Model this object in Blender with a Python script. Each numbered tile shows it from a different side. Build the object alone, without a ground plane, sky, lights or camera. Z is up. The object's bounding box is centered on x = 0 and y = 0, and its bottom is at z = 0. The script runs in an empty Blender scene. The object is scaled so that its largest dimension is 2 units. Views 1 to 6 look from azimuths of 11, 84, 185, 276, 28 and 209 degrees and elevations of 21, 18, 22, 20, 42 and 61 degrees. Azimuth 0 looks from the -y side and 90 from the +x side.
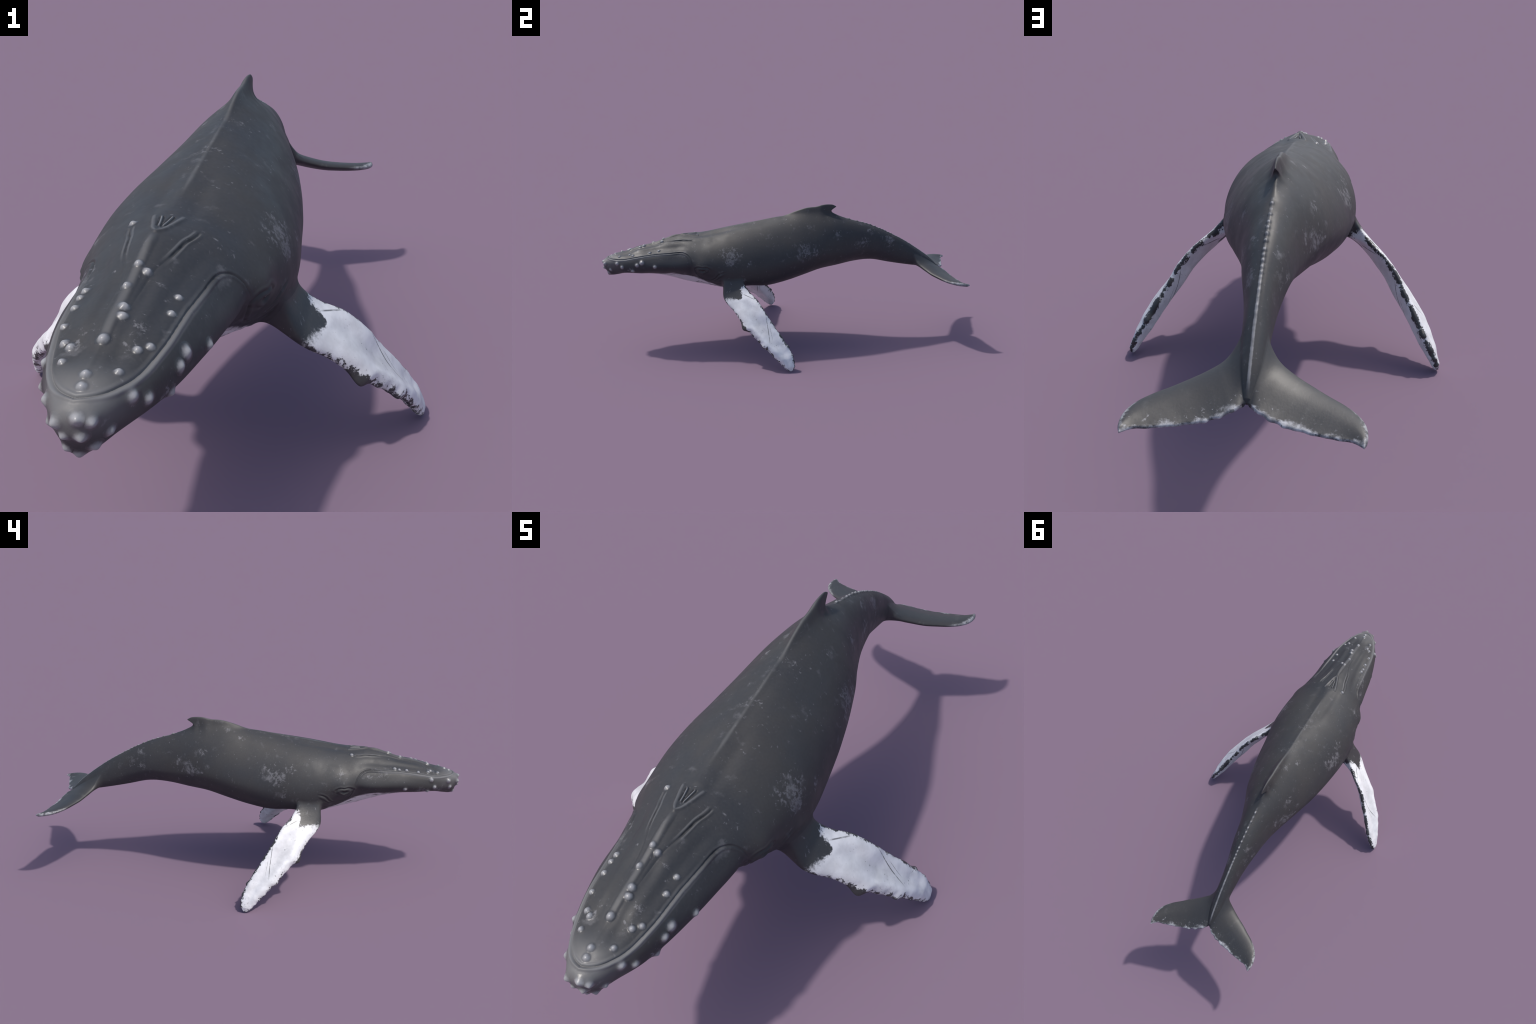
"""Humpback whale: lofted body (half, mirrored), grafted flippers and flukes, surface relief, tubercles, eyes."""
import bpy, math
import numpy as np
from mathutils import Vector, Matrix

rng = np.random.default_rng(7)

# ----------------------------------------------------------------- helpers
def hermite(xs, v, x):
    xs = np.asarray(xs, float); v = np.asarray(v, float); x = np.asarray(x, float)
    h = np.diff(xs); d = np.diff(v) / h
    m = np.empty(len(xs)); m[0] = d[0]; m[-1] = d[-1]
    m[1:-1] = (d[:-1] * h[1:] + d[1:] * h[:-1]) / (h[:-1] + h[1:])
    i = np.clip(np.searchsorted(xs, x) - 1, 0, len(xs) - 2)
    t = np.clip((x - xs[i]) / h[i], 0, 1)
    return v[i]*(1+2*t)*(1-t)**2 + m[i]*h[i]*t*(1-t)**2 + v[i+1]*t*t*(3-2*t) + m[i+1]*h[i]*t*t*(t-1)

def spline(ctrl, t):
    """Catmull-Rom through control points, t in 0..1 by chord length."""
    c = np.asarray(ctrl, float)
    L = np.concatenate([[0], np.cumsum(np.linalg.norm(np.diff(c, axis=0), axis=1))]); L /= L[-1]
    return np.stack([hermite(L, c[:, k], t) for k in range(c.shape[1])], -1)

def smooth(e0, e1, x):
    t = np.clip((np.asarray(x, float) - e0) / (e1 - e0), 0, 1)
    return t * t * (3 - 2 * t)

def gauss(x, s):
    return np.exp(-(np.asarray(x) / s) ** 2)

def gauss_blur(a, sigma, axis):
    """Small gaussian filter along one axis of a grid, ends held."""
    if sigma <= 0: return a
    r = int(3 * sigma) + 1
    k = np.exp(-0.5 * (np.arange(-r, r + 1) / sigma) ** 2); k /= k.sum()
    pad = [(0, 0)] * a.ndim; pad[axis] = (r, r)
    b = np.pad(a, pad, mode="reflect", reflect_type="odd")
    out = np.zeros_like(a)
    for i, w in enumerate(k):
        out += w * np.take(b, np.arange(i, i + a.shape[axis]), axis=axis)
    return out

def polyline_distance(P, line, reach):
    """Distance of points to a polyline, its side offset in z, and the position along it (0..1)."""
    line = np.asarray(line, float)
    lo = line.min(0) - reach; hi = line.max(0) + reach
    sel = np.where(np.all((P > lo) & (P < hi), axis=1))[0]
    d = np.full(len(P), 9.0); along = np.zeros(len(P)); off = np.zeros((len(P), 3))
    if len(sel) == 0: return d, along, off
    a, b = line[:-1], line[1:]; ab = b - a
    Ls = np.concatenate([[0], np.cumsum(np.linalg.norm(ab, axis=1))])
    for s in np.array_split(sel, max(1, len(sel) // 20000)):
        Q = P[s][:, None] - a
        t = np.clip((Q * ab).sum(-1) / ((ab ** 2).sum(-1) + 1e-12), 0, 1)
        D = Q - t[..., None] * ab
        dd = (D ** 2).sum(-1); k = dd.argmin(1); r = np.arange(len(s))
        d[s] = np.sqrt(dd[r, k]); off[s] = D[r, k]
        along[s] = (Ls[k] + t[r, k] * (Ls[k + 1] - Ls[k])) / Ls[-1]
    return d, along, off

# ----------------------------------------------------------------- body profile
Y0 = -0.992
ST = [  # y, top z, bottom z, half width, height of the widest point, upper and lower roundness
    (-.992, .480, .478, .000, .70, 2.2, 2.0),
    (-.985, .5005, .455, .0255, .70, 2.25, 1.8),
    (-.96, .5146, .4150, .0462, .655, 2.35, 1.8),
    (-.92, .5310, .4160, .0683, .53, 2.40, 1.9),
    (-.87, .5395, .4300, .0949, .40, 2.30, 2.2),
    (-.80, .5640, .4262, .1171, .40, 2.00, 2.15),
    (-.70, .5846, .4166, .1400, .425, 1.68, 1.76),
    (-.60, .6155, .3806, .1530, .44, 1.52, 1.28),
    (-.50, .6303, .3510, .1690, .52, 1.62, 1.44),
    (-.40, .6405, .3400, .1955, .497, 1.70, 2.00),
    (-.30, .6580, .3380, .2140, .380, 1.82, 2.90),
    (-.20, .6750, .3480, .2145, .347, 1.74, 2.80),
    (-.10, .6925, .3342, .2022, .372, 1.63, 2.33),
    (.00, .7095, .3446, .1891, .385, 1.52, 2.03),
    (.10, .7240, .3755, .1706, .370, 1.50, 2.05),
    (.20, .7180, .4030, .1437, .375, 1.55, 1.94),
    (.30, .6985, .4180, .1082, .350, 1.80, 1.80),
    (.40, .6701, .4355, .0798, .330, 1.92, 1.62),
    (.50, .6370, .4400, .0632, .380, 1.90, 1.58),
    (.60, .5900, .4195, .0455, .395, 1.98, 1.66),
    (.70, .5344, .4010, .0362, .396, 1.97, 1.95),
    (.78, .4795, .3890, .0330, .41, 1.95, 2.1),
    (.84, .4325, .3800, .0240, .43, 1.9, 2.1),
    (.892, .3800, .3685, .0075, .5, 2.0, 2.1),
]
ST = np.array(ST)
SU = np.sqrt(ST[:, 0] - Y0)
def profile(y):
    u = np.sqrt(np.maximum(np.asarray(y) - Y0, 0))
    return [hermite(SU, ST[:, k], u) for k in range(1, 7)]

# rows: density of rings along y
yk = np.array([-.992, -.97, -.9, -.42, -.36, .10, .19, .31, .36, .892])
rho = np.array([1700, 1100, 900, 820, 420, 340, 900, 900, 460, 460.])
yy = np.linspace(Y0 + 2e-5, .892, 20000)
cum = np.cumsum(np.interp(yy, yk, rho)) * (yy[1] - yy[0])
# close to the nose tip, rings follow the square-root rounding
NR = int(cum[-1])
rows_y = np.interp(np.linspace(0, cum[-1], NR), cum, yy)
nose = Y0 + (np.linspace(.12, 1, 26)[:-1] ** 2) * .010
rows_y = np.concatenate([nose, rows_y[rows_y > Y0 + .010]])
NR = len(rows_y)
M = 300                                    # columns from back line to belly line
cf = np.linspace(0, 1, 4001)
cw = np.interp(cf, [0, .02, .06, .12, 1], [4.5, 4.5, 2.2, 1.0, 1.0])
cc = np.concatenate([[0], np.cumsum((cw[1:] + cw[:-1]) / 2)]); cc /= cc[-1]
col_f = np.interp(np.linspace(0, 1, M + 1), cc, cf)

T, B, W, C, PU, PL = profile(rows_y)
ZC = B + C * (T - B)
NA = 900
al = np.linspace(0, np.pi, NA)             # 0 = up, pi = down
sx = np.abs(np.sin(al))[None]; cz = np.cos(al)[None]
H = np.where(cz > 0, (T - ZC)[:, None], (ZC - B)[:, None])
p = np.where(cz > 0, PU[:, None], PL[:, None])
g = ((sx / np.maximum(W, 1e-4)[:, None]) ** p + (np.abs(cz) / np.maximum(H, 1e-4)) ** p) ** (1 / p)
R = 1 / g
R = np.pad(R, ((0, 0), (60, 60)), mode="reflect")      # round the section corners a little
kk = np.exp(-.5 * (np.arange(-45, 46) / 15.) ** 2); kk /= kk.sum()
Rs = np.zeros((NR, NA))
for i, w in enumerate(kk):
    Rs += w * R[:, 15 + i:15 + i + NA]
wgt = smooth(0.0, .25, al / np.pi) * .9 + .1
Rs = Rs * wgt + R[:, 60:60 + NA] * (1 - wgt)
SX = Rs * np.sin(al)[None]; SZ = ZC[:, None] + Rs * np.cos(al)[None]
G = np.zeros((NR, M + 1, 3))
ARC = np.zeros((NR, M + 1))
for i in range(NR):
    L = np.concatenate([[0], np.cumsum(np.hypot(np.diff(SX[i]), np.diff(SZ[i])))])
    s = col_f * L[-1]
    G[i, :, 0] = np.interp(s, L, SX[i]); G[i, :, 2] = np.interp(s, L, SZ[i]); ARC[i] = s
G[:, :, 1] = rows_y[:, None]
G = gauss_blur(G, 3.0, 0)
G[:, 0, 0] = 0; G[:, M, 0] = 0

# ----------------------------------------------------------------- dorsal hump and fin: push the back line to the fin edge
FIN = np.array([  # ring y -> edge point (y, z)
    (.00, .000, 0), (.034, .034, .7208), (.063, .063, .7318), (.10, .10, .7437), (.134, .134, .7522), (.16, .16, .7549), (.184, .184, .7560),
    (.20, .204, .7602), (.213, .220, .7645), (.225, .242, .7670), (.234, .262, .7668), (.243, .282, .7640),
    (.249, .2935, .7585), (.254, .3012, .7525), (.2575, .2940, .7478), (.262, .2830, .7425), (.267, .2765, .7362), (.272, .2748, .7300),
    (.278, .2785, .7222), (.285, .2890, .7148), (.295, .3000, .7092), (.31, .312, .7030), (.335, .335, .6930), (.36, .3590, .6833), (.40, .40, 0)])
base_T = G[:, 0, 2].copy()
for k in (0, len(FIN) - 1):
    FIN[k, 2] = np.interp(FIN[k, 0], rows_y, base_T)
inside = (rows_y > FIN[0, 0]) & (rows_y < FIN[-1, 0])
D = np.zeros((NR, 3))
D[inside, 1] = hermite(FIN[:, 0], FIN[:, 1], rows_y[inside]) - rows_y[inside]
D[inside, 2] = hermite(FIN[:, 0], FIN[:, 2], rows_y[inside]) - base_T[inside]
size = np.linalg.norm(D, axis=1)
fw = .009 + .007 * smooth(.0, .03, D[:, 2]) * (1 - smooth(.20, .25, rows_y)) + .003 * smooth(.24, .27, rows_y)
tt = ARC / np.maximum(fw, 1e-5)[:, None]
prof = (1 + (np.sqrt(tt ** 2 + .02) - .1414) ** 2) ** -1.15
FINMASK = (prof * size[:, None])
lift = np.stack([prof * 0, prof ** 2.2, prof], -1)      # the hook sweeps back only near its edge
G += D[:, None, :] * lift

# ----------------------------------------------------------------- relief of the skin
def grid_normals(G):
    du = np.gradient(G, axis=0); dv = np.gradient(G, axis=1)
    dv[:, 0] = (1, 0, 0); dv[:, -1] = (-1, 0, 0)
    n = np.cross(dv, du)
    n /= np.linalg.norm(n, axis=-1, keepdims=True) + 1e-12
    cen = np.stack([np.zeros(NR), rows_y, (G[:, 0, 2] + G[:, -1, 2]) / 2], -1)
    if (n * (G - cen[:, None])).sum() < 0: n = -n
    return n

MOUTH = np.array([(0, -.9655, .5125), (.016, -.961, .5125), (.040, -.9435, .5135), (.056, -.919, .514), (.066, -.900, .5145), (.078, -.862, .519),
         (.085, -.830, .526), (.092, -.795, .533), (.097, -.755, .541), (.100, -.704, .546), (.108, -.650, .552), (.114, -.600, .5565),
         (.120, -.552, .554), (.131, -.530, .543), (.147, -.5145, .526), (.161, -.502, .500), (.165, -.494, .478)])
FURROW = np.array([(.066, -.492, .602), (.062, -.515, .602), (.052, -.552, .605), (.047, -.584, .604), (.041, -.614, .602), (.028, -.656, .594), (.021, -.72, .58), (.017, -.80, .56)])
GUARD = np.array([(0, -.556, .624), (.008, -.545, .624), (.016, -.520, .624), (.023, -.495, .624), (.030, -.466, .626)])
SLIT = np.array([(.0035, -.528, .628), (.0065, -.505, .630), (.0115, -.474, .632)])
FOLDS = [np.array([(.164, -.498, .490), (.152, -.490, .474), (.138, -.474, .446), (.136, -.445, .426), (.152, -.396, .428), (.186, -.362, .454), (.212, -.325, .465)]),
         np.array([(.130, -.432, .415), (.157, -.385, .422), (.180, -.358, .436), (.205, -.330, .446)]),
         np.array([(.128, -.415, .405), (.150, -.375, .405), (.172, -.345, .412)])]
EYE = np.array([.186, -.455, .474])

def on_surface(line, n=160):
    """Resample a guide line and drop it onto the body surface."""
    L = spline(line, np.linspace(0, 1, n))
    V = G[:int(NR * .62)].reshape(-1, 3)
    out = []
    for q in L:
        box = np.where(np.abs(V[:, 1] - q[1]) < .004)[0]
        k = box[((V[box] - q) ** 2).sum(1).argmin()]
        out.append(V[k])
    out = np.array(out)
    for _ in range(6):
        out[1:-1] = (out[:-2] + 2 * out[1:-1] + out[2:]) / 4
    return out

# eye bulge and cheek hollow first, as they carry the lines
N = grid_normals(G)
dy = G[..., 1] - EYE[1]; dz = G[..., 2] - EYE[2]
side = smooth(.08, .14, G[..., 0])
h = .011 * np.exp(-(dy / .034) ** 2 - (dz / .05) ** 2) * side
h -= .0045 * np.exp(-((G[..., 1] + .515) / .022) ** 2 - ((G[..., 2] - .47) / .05) ** 2) * side
G = G + N * h[..., None]

N = grid_normals(G)
P = G.reshape(-1, 3)
x, y, z = P[:, 0], P[:, 1], P[:, 2]
arc = ARC.reshape(-1)
h = np.zeros(len(P))
# mouth line: groove, lower lip roll, upper lip roll
ML = on_surface(MOUTH)
d, s, off = polyline_distance(P, ML, .05)
nrm = N.reshape(-1, 3)
corner = smooth(.72, .86, s)
front = 1 - smooth(.03, .20, s)                 # side of the line: behind and above is rostrum, in front and below is jaw
sgn = np.sign(off[:, 2] * (1 - .75 * corner) + off[:, 1] * np.maximum(.8 * front, corner) + 1e-9)
sd = sgn * d
fade = 1 - smooth(.93, 1.0, s)
h += fade * (1 - .45 * smooth(.74, .88, s)) * (-.0031 * gauss(sd, .0021) + .0026 * gauss(sd + .0062, .0040) + .0014 * gauss(sd - .0058, .0034))
h += fade * .0014 * np.where(sd < 0, smooth(-.04, -.012, sd), 0) * (1 - corner)
# concave flank of the rostrum between the mouth line and the median ridge
h -= .0040 * gauss(sd - .038, .018) * (1 - corner) * smooth(-.93, -.85, y)
# median ridge of the rostrum
ax = np.abs(x); top = smooth(.50, .53, z)
r1 = smooth(-.875, -.83, y) * (1 - smooth(-.60, -.54, y))
h += top * r1 * (.0026 * np.exp(-(ax / .0095) ** 4))
h += top * .0010 * gauss(ax, .005) * smooth(-.96, -.94, y) * (1 - smooth(-.86, -.84, y))
fx = np.interp(y, FURROW[::-1, 1], FURROW[::-1, 0])
h += top * .0050 * np.clip(1 - (ax / np.maximum(fx, 1e-3)) ** 2, 0, 1) * smooth(-.82, -.64, y) * (1 - smooth(-.56, -.50, y))
h += top * (.0020 * gauss(ax - .052, .016) - .0022 * gauss(ax - .030, .012)) * smooth(-.93, -.86, y) * (1 - smooth(-.72, -.64, y))
h += top * .0035 * gauss(ax, .0065) * gauss(y + .592, .030)
# furrows beside the blowhole crest
FL = on_surface(FURROW)
d, s, off = polyline_distance(P, FL, .03)
deep = smooth(.0, .06, s) * (1 - smooth(.28, .45, s)) + .14 * smooth(.0, .06, s) * (1 - smooth(.6, 1., s))
wob = 1 + .25 * np.sin(s * 60)
h += deep * (-.0024 * wob * gauss(d, .0021) + .0013 * gauss(d - .0056, .0032))
# splash guard and nostrils
d, s, off = polyline_distance(P, on_surface(GUARD), .03)
h += .0036 * gauss(d, .0050) * (1 - .45 * smooth(.6, 1, s)) * (1 - smooth(.985, 1.0, s))
d2, s2, off = polyline_distance(P, on_surface(SLIT), .02)
h += (.0030 * gauss(d2, .0019) - .0022 * gauss(d2 - .0042, .0020)) * smooth(0, .15, s2) * (1 - smooth(.88, 1.0, s2))
h -= .0022 * np.clip(1 - ax / (.004 + .022 * smooth(-.55, -.46, y)), 0, 1) * smooth(-.545, -.53, y) * (1 - smooth(-.47, -.45, y)) * top
# back: low spine ridge with a hollow on each side behind the blowholes
back = smooth(.55, .60, z)
h += back * .0028 * gauss(ax, .012) * smooth(-.46, -.36, y) * (1 - smooth(-.05, .02, y))
h -= back * .0040 * gauss(ax - .040, .018) * smooth(-.52, -.44, y) * (1 - smooth(-.34, -.20, y))
h -= back * .0020 * gauss(y + .445, .030) * smooth(.05, .09, ax) * (z > .54)
# small row of knuckles along the tail ridge
knuckles = [.352, .371, .395, .420, .449, .472, .496, .518, .546, .564, .580, .597, .613, .629, .645, .662, .680, .70, .72]
kh = np.zeros(len(P))
for i, ky in enumerate(knuckles):
    a = .0055 if i == 1 else .0040 * (1 - .7 * smooth(.56, .70, ky)) * rng.uniform(.55, 1.15) * (.35 if i in (0, 2) else 1)
    kh += a * gauss(y - ky + rng.uniform(-.002, .002), rng.uniform(.0045, .0062) if i != 1 else .008)
h += kh * gauss(arc, .0050)
h += .0022 * gauss(arc, .006) * smooth(.36, .46, y) * (1 - smooth(.86, .884, y))
# eyelids
ey, ez = (y - EYE[1]), (z - EYE[2])
e = np.sqrt((ey / .0155) ** 2 + ((ez + .004 * gauss(ey, .012)) / .0075) ** 2)
sd_ = smooth(.10, .14, x)
h += sd_ * (-.0046 * (1 - smooth(.55, 1.15, e)) + .0030 * gauss(e - 1.55, .45))
h += sd_ * (-.0022 * gauss(e - 2.55, .30) + .0016 * gauss(e - 3.3, .5)) * smooth(-.3, .4, ez / .012)
h += sd_ * (-.0016 * gauss(e - 2.6, .35)) * smooth(.2, .8, -ez / .012)
# creases from the corner of the mouth to the flipper
for i, F in enumerate(FOLDS):
    d, s, off = polyline_distance(P, on_surface(F), .03)
    a = (1, .8, .55)[i] * smooth(0, .12, s) * (1 - smooth(.85, 1, s))
    h += a * (-.0026 * gauss(d, .0030) + .0015 * gauss(d - .0080, .0042))
# throat pleats
per = ARC[:, -1][:, None].repeat(M + 1, 1).reshape(-1)
bot = per - arc                               # distance from the belly line along the section
nz = -N.reshape(-1, 3)[:, 2]
thz = np.interp(y, [-.96, -.9, -.8, -.66, -.55, -.48, -.41, -.33, -.2, .0, .2], [.41, .424, .436, .444, .437, .420, .390, .366, .362, .350, .40])
pl = smooth(.15, .5, nz) * smooth(-.93, -.84, y) * (1 - smooth(-.02, .16, y)) * smooth(-.004, .014, thz - z)
pitch = .0125 + .006 * smooth(-.9, -.5, y)
wave = np.abs(np.sin(np.pi * (bot / pitch + .10 * np.sin(y * 21) + .07 * np.sin(y * 47 + bot * 30))))
h += pl * .0030 * (np.power(wave, .55) - .75)
# faint long undulations so the skin is not perfectly fair
h += .0005 * (np.sin(y * 23 + 5 * z) * np.sin(x * 17 + 9 * z + y * 4) + .2 * np.sin(y * 51 + 31 * z)) * smooth(-.5, -.35, y) * smooth(.01, .03, arc)
# low swellings under the tubercles of the jaw
JAW = [(.117, -.780, .508, 1.5), (.1135, -.806, .495, 1.1), (.1375, -.710, .490, 1.1), (.109, -.831, .459, 1.4), (.0865, -.888, .479, 1.2), (.069, -.914, .495, 1.1), (.048, -.953, .456, .9),
       (.0285, -.980, .486, 1.35), (.011, -.989, .4925, 1.25), (.0145, -.987, .460, 1.25), (.026, -.964, .436, 1.2), (.001, -.966, .418, 1.3)]
JAW_L = [(-.026, -.988, .480, 1.4), (-.090, -.859, .505, 1.1), (-.0925, -.875, .471, 1.2), (-.057, -.943, .490, 1.2), (-.053, -.953, .457, 1.1), (-.016, -.966, .430, 1.1), (-.127, -.737, .471, 1.0), (-.092, -.843, .452, 1.1), (-.012, -.984, .461, 1.0)]
G = G + N * h.reshape(NR, M + 1)[..., None]
G[:, 0, 0] = 0; G[:, M, 0] = 0

# ----------------------------------------------------------------- limbs: leading and trailing edges
FLIP_LE = [(.236, -.353, .332), (.262, -.331, .308), (.285, -.309, .287), (.308, -.288, .263), (.328, -.270, .240), (.348, -.247, .215), (.369, -.229, .192), (.393, -.209, .172),
           (.419, -.182, .149), (.444, -.153, .120), (.462, -.124, .096), (.475, -.098, .071), (.487, -.070, .043), (.496, -.046, .018), (.5035, -.030, .005), (.507, -.018, .0030)]
FLIP_TE = [(.262, -.206, .3635), (.290, -.184, .345), (.318, -.163, .324), (.340, -.147, .300), (.361, -.130, .275), (.384, -.102, .232), (.410, -.073, .190), (.433, -.046, .150),
           (.455, -.021, .112), (.475, -.004, .078), (.491, .003, .047), (.501, .002, .022), (.506, -.006, .007), (.507, -.018, .0030)]
FLUKE_LE = [(.062, .7580, .4130), (.074, .7665, .4085), (.093, .779, .4005), (.113, .7915, .3935), (.151, .8134, .3825), (.1837, .8361, .3760), (.219, .860, .3705), (.2500, .889, .3655), (.267, .916, .3620), (.2755, .945, .3580), (.2765, .965, .355), (.2735, .987, .352), (.268, .9995, .3505)]
FLUKE_TE = [(.015, .9045, .3725), (.034, .9140, .3675), (.055, .9245, .3605), (.0847, .9345, .3540), (.110, .9425, .3505), (.136, .949, .3485), (.160, .9565, .3480), (.178, .961, .3480), (.2113, .968, .3480), (.236, .9755, .3490), (.255, .987, .3500), (.268, .9995, .3505)]

def limb(le, te, nring, n_side, n_end, thick, blunt, le_bumps, te_bumps, camber, twist_noise, key, fat=False):
    """Rings around a fin: n_end nose points, n_side upper, n_end trailing, n_side lower (closed, one less each)."""
    s = 1 - (1 - np.linspace(0, 1, nring)) ** 1.25
    s[-1] = .9975
    A = spline(le, s); Bq = spline(te, s)
    Ltot = np.linalg.norm(np.diff((A + Bq) / 2, axis=0), axis=1).sum()
    mid = (A + Bq) / 2
    span = np.gradient(gauss_blur(mid, 4, 0), axis=0); span /= np.linalg.norm(span, axis=1, keepdims=True)
    chord = Bq - A
    cl = np.linalg.norm(chord, axis=1, keepdims=True)
    k0 = int(nring * .85)
    cdir = chord / np.maximum(cl, 1e-6)
    for k in range(k0, nring):                     # keep the chord direction steady in the rounded tip
        w = smooth(0, 1, (k - k0) / (nring - k0) * 1.5)
        cdir[k] = cdir[k] * (1 - w) + cdir[k0] * w; cdir[k] /= np.linalg.norm(cdir[k])
    up = np.cross(cdir, span); up /= np.linalg.norm(up, axis=1, keepdims=True)
    if up[:, 2].mean() < 0: up = -up
    up = gauss_blur(up, 5, 0)
    # outline of the section in chord fraction c and half thickness
    th = np.linspace(0, np.pi, 200)
    c = .5 - .5 * np.cos(th)
    rings = []
    for k in range(nring):
        t = thick(s[k]); te_t = blunt(s[k])
        hh = t / 2 * np.power(np.clip(1 - np.abs(1 - c / .38) ** 2.2, 0, 1), .5) * (c < .38) + (c >= .38) * ((t / 2 - te_t / 2) * (1 - smooth(.38, 1.05, c) ** .9) + te_t / 2)
        if fat: hh = t / 2 * np.power(np.clip(1 - np.abs((c - .46) / np.where(c < .46, .46, .54)) ** 2.5, 0, 1), .52)
        clen = max(float(cl[k, 0]), 1e-4)
        rr = min(te_t / 2 / clen * 1.2, .3)        # round the trailing edge
        if not fat: hh = hh * np.sqrt(np.clip(1 - np.clip((c - (1 - rr)) / rr, 0, 1) ** 2, 0, 1))
        cam = camber(s[k]) * 4 * c * (1 - c) + twist_noise(s[k], c)
        upx = np.stack([c * clen, hh + cam], -1); lox = np.stack([c * clen, -hh + cam], -1)
        loop = np.concatenate([lox[::-1], upx[1:]])            # TE(lower) -> LE -> TE(upper)
        L = np.concatenate([[0], np.cumsum(np.linalg.norm(np.diff(loop, axis=0), axis=1))])
        mid_i = 199
        rad = min(.35 * t, .12 * clen)
        a0, a1 = L[mid_i] - rad, L[mid_i] + rad
        re = min(te_t * .55, .12 * clen)
        Lt = L[-1]
        up_s = np.linspace(a1, Lt - re, n_side + 1)
        te_s = np.concatenate([np.linspace(Lt - re, Lt, n_end // 2 + 1), np.linspace(0, re, n_end - n_end // 2 + 1)[1:]])
        lo_s = np.linspace(re, a0, n_side + 1)
        le_s = np.linspace(a0, a1, n_end + 1)
        q = np.concatenate([up_s[:-1], te_s[:-1], lo_s[:-1], le_s[:-1]])
        cx = np.interp(q, L, loop[:, 0]); hz = np.interp(q, L, loop[:, 1])
        cfrac = cx / clen
        bump = 0
        for (bs, ba, bw, bw2) in le_bumps: bump = bump - ba * np.exp(-((key(A[k]) - bs) / (bw if key(A[k]) > bs else bw2)) ** 2) * np.clip(1 - cfrac, 0, 1) ** 4
        for (bs, ba, bw, bw2) in te_bumps: bump = bump + ba * np.exp(-((key(Bq[k]) - bs) / (bw if key(Bq[k]) > bs else bw2)) ** 2) * np.clip(cfrac, 0, 1) ** 6
        tipf = min(1, clen / .03)
        cx = cx + bump * tipf
        rings.append(A[k] + cx[:, None] * cdir[k] + hz[:, None] * up[k])
    return np.array(rings), s

def row_at(yv): return int(np.abs(rows_y - yv).argmin())
def col_at(f): return int(np.abs(col_f - f).argmin())

def hole_loop(i0, i1, j0, j1):
    """Perimeter of a grid window: upper side front to back, back side down, lower side back to front, front side up."""
    a = [(i, j0) for i in range(i0, i1)] + [(i1, j) for j in range(j0, j1)] + [(i, j1) for i in range(i1, i0, -1)] + [(i0, j) for j in range(j1, j0, -1)]
    return np.array([i * (M + 1) + j for i, j in a])

verts = [G.reshape(-1, 3)]
nv = NR * (M + 1)
body_face = np.ones((NR - 1, M), bool)
faces, tags = [], []
fair_zone = []
def graft(i0, i1, j0, j1, rings, steps, tag, bulge):
    """Cut a window and bridge it to a ring stack; returns the zone to be faired."""
    global nv
    body_face[i0:i1, j0:j1] = False
    loop = hole_loop(i0, i1, j0, j1)
    Hp = G.reshape(-1, 3)[loop]
    S0 = rings[0]; tan = rings[0] - rings[2]
    ids = [loop]
    new = []
    for k in range(1, steps + 1):
        t = k / (steps + 1)
        new.append(Hp * (1 - t) + S0 * t + bulge * np.sin(np.pi * t) * (S0 - Hp).mean(0) * 0)
    allr = np.concatenate([np.array(new), rings])
    n = len(loop)
    for r in allr:
        ids.append(nv + np.arange(n)); nv += n
    verts.append(allr.reshape(-1, 3))
    ids = np.array(ids)
    a = ids[:-1]; b = ids[1:]
    a2 = np.roll(a, -1, 1); b2 = np.roll(b, -1, 1)
    q = np.stack([a, a2, b2, b], -1).reshape(-1, 4)
    faces.append(q); tags.append(np.full(len(q), tag))
    # close the tip with a fan of quads across the last ring
    last = ids[-1]
    cen = nv; nv += 1
    verts.append(allr[-1].mean(0)[None])
    f = np.stack([last, np.roll(last, -1), np.full(n, cen)], -1)
    tris.append(f); tri_tags.append(np.full(len(f), tag))
    return ids, steps
tris, tri_tags = [], []

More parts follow.
